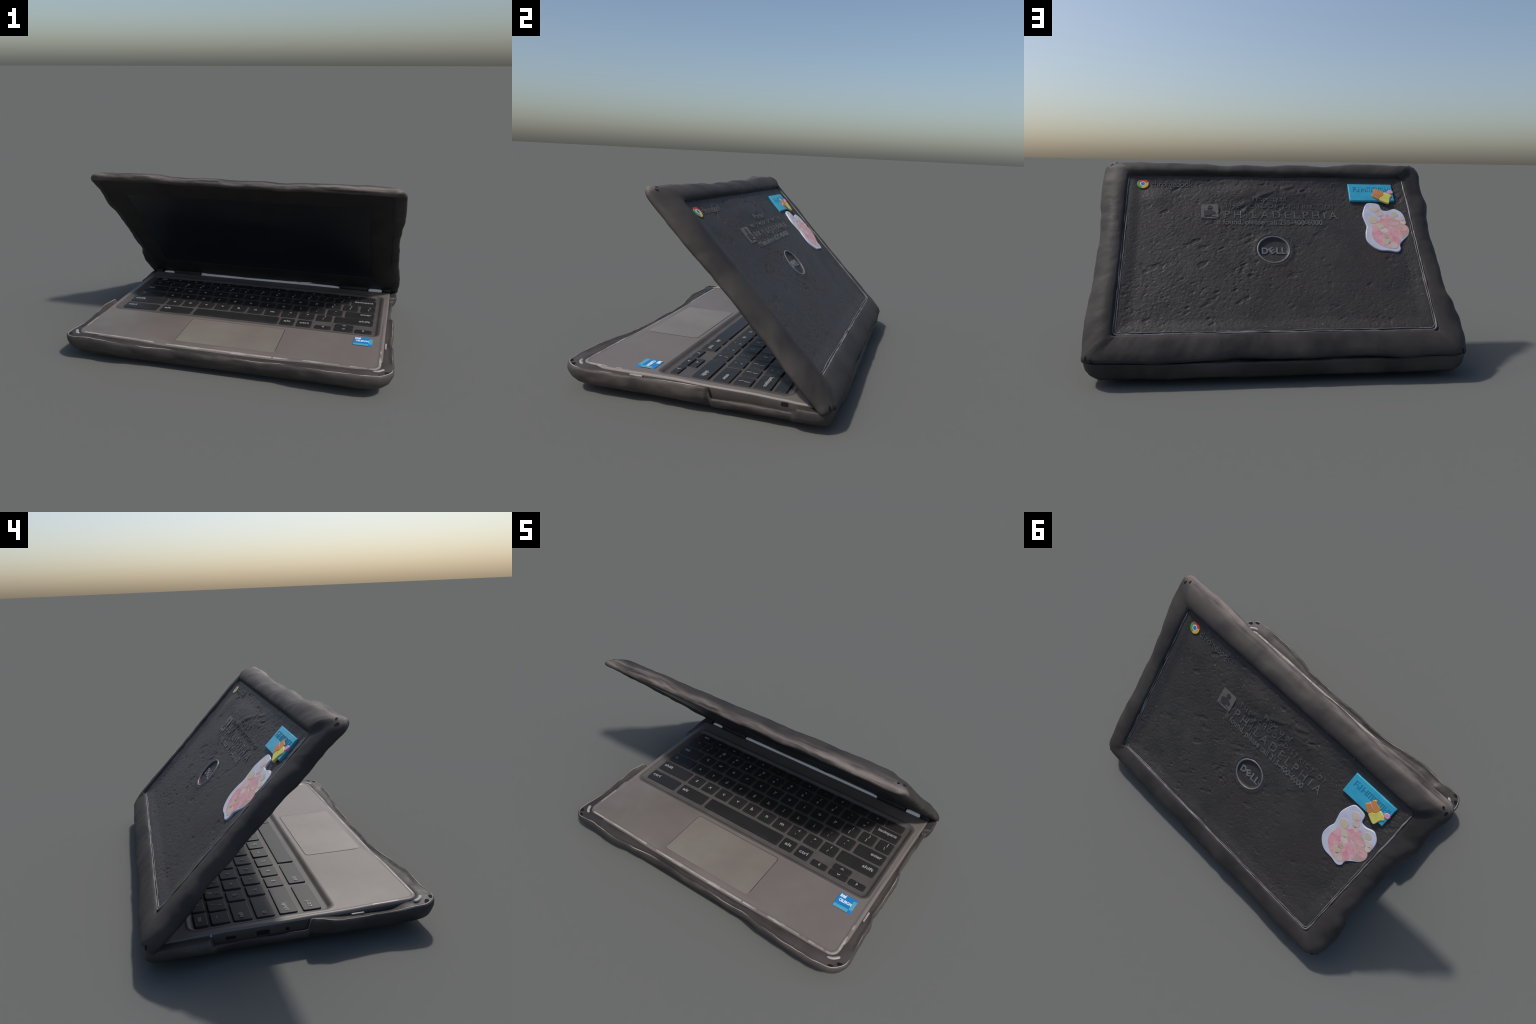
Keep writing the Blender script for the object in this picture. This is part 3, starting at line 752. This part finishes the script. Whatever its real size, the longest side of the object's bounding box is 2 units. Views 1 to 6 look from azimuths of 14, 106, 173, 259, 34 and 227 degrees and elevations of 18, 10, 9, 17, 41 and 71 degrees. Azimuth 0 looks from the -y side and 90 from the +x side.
# corner dimples of the lid bumper
for s_, t_, r in ((-.950, .640, 40), (.950, .640, -40), (-.958, -.640, -50), (.958, -.640, 50)):
    slot("corner_slot", lid_case, (s_, t_, .5), (0, 0, -1), r, .013, .007)
    slot("corner_slot", lid_case, (s_ - math.copysign(.026, s_), t_ + math.copysign(.018, t_), .5), (0, 0, -1), r + 35, .011, .006)

# ------------------------------------------------------------------ screen side
def frame_mesh():
    rings = []
    for d0, n in ((.040, -.040), (.052, -.0465), (.068, -.0475)):
        P, _ = rr_ring(-LX + d0, LX - d0, -.585 + (d0 - .04) * .6, LT1 - d0, .045, 60, 40, 8); rings.append(np.c_[P, n - .0085 * sstep(-.12, -.36, P[:, 1])])
    for d0, n in ((-.006, -.0480), (0, -.0465), (.003, -.0440), (.006, -.038)):
        P, _ = rr_ring(-.795 + d0, .795 - d0, -.400 + d0, .490 - d0, .006, 60, 40, 8); rings.append(np.c_[P, n - .0085 * sstep(-.12, -.36, P[:, 1]) - .003 * sstep(.0, -.7, P[:, 0])])
    me = loft("screen_bezel", rings)
    return me
bezel = link("screen_bezel", frame_mesh(), root, M_BEZEL, LM)
bm = bmesh.new(); bm.from_mesh(bezel.data); bmesh.ops.recalc_face_normals(bm, faces=bm.faces); bm.to_mesh(bezel.data); bm.free()
sharp(bezel.data, 40)
As, Ts = np.meshgrid(np.linspace(-.793, .793, 60), np.linspace(-.398, .488, 40))
Ns = -.0455 - .014 * np.exp(-((As + .08) / .28) ** 2 - ((Ts - .22) / .13) ** 2) - .0085 * sstep(-.12, -.36, Ts) - .003 * sstep(.0, -.7, As)
me = grid_mesh("screen", As, Ts, Ns, skirt=-.030, flip=True)
scr = link("screen", me, bezel, M_SCREEN); sharp(me, 50)
me = slab_from_outline("webcam", ellipse_pts(0, 0, .007, .007, 0, 20), -.001, .001, .0004)
link("webcam", me, bezel, M_SCREEN, Matrix.Translation((-.011, .552, -.0480)) @ Matrix.Rotation(math.pi, 4, 'Y'))
# lower rear cover that closes the lid towards the hinge line
# hinges
def barrel(x0, x1, r=.020, y=.612, z=.142):
    rings = []
    for xx, rr in ((x0, r * .86), (x0 + .004, r), (x1 - .004, r), (x1, r * .86)):
        b = np.linspace(0, 2 * math.pi, 20, endpoint=False)
        rings.append(np.c_[np.full(20, xx), y + rr * np.cos(b), z + rr * np.sin(b)])
    me = loft("hinge_barrel", rings, True, True); sharp(me, 40)
    return link("hinge_barrel", me, root, M_BEZEL)
def light_leak_strip(x0, x1):  # light shining through the hinge gap, modelled as a near-white strip
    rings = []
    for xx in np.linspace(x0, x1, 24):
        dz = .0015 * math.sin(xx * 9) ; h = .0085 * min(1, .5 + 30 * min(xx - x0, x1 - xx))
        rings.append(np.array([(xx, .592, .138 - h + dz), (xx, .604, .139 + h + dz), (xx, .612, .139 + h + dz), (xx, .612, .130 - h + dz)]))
    me = loft("hinge_slit", rings, True, True); link("hinge_slit", me, root, M_LIGHT_LEAK, smooth=False)
for x0, x1 in ((-.552, .556), (-.868, -.785), (.775, .872)): light_leak_strip(x0, x1)
for x0, x1 in ((-.775, -.560), (.562, .765), (-.935, -.885), (.880, .935)):
    barrel(x0, x1)
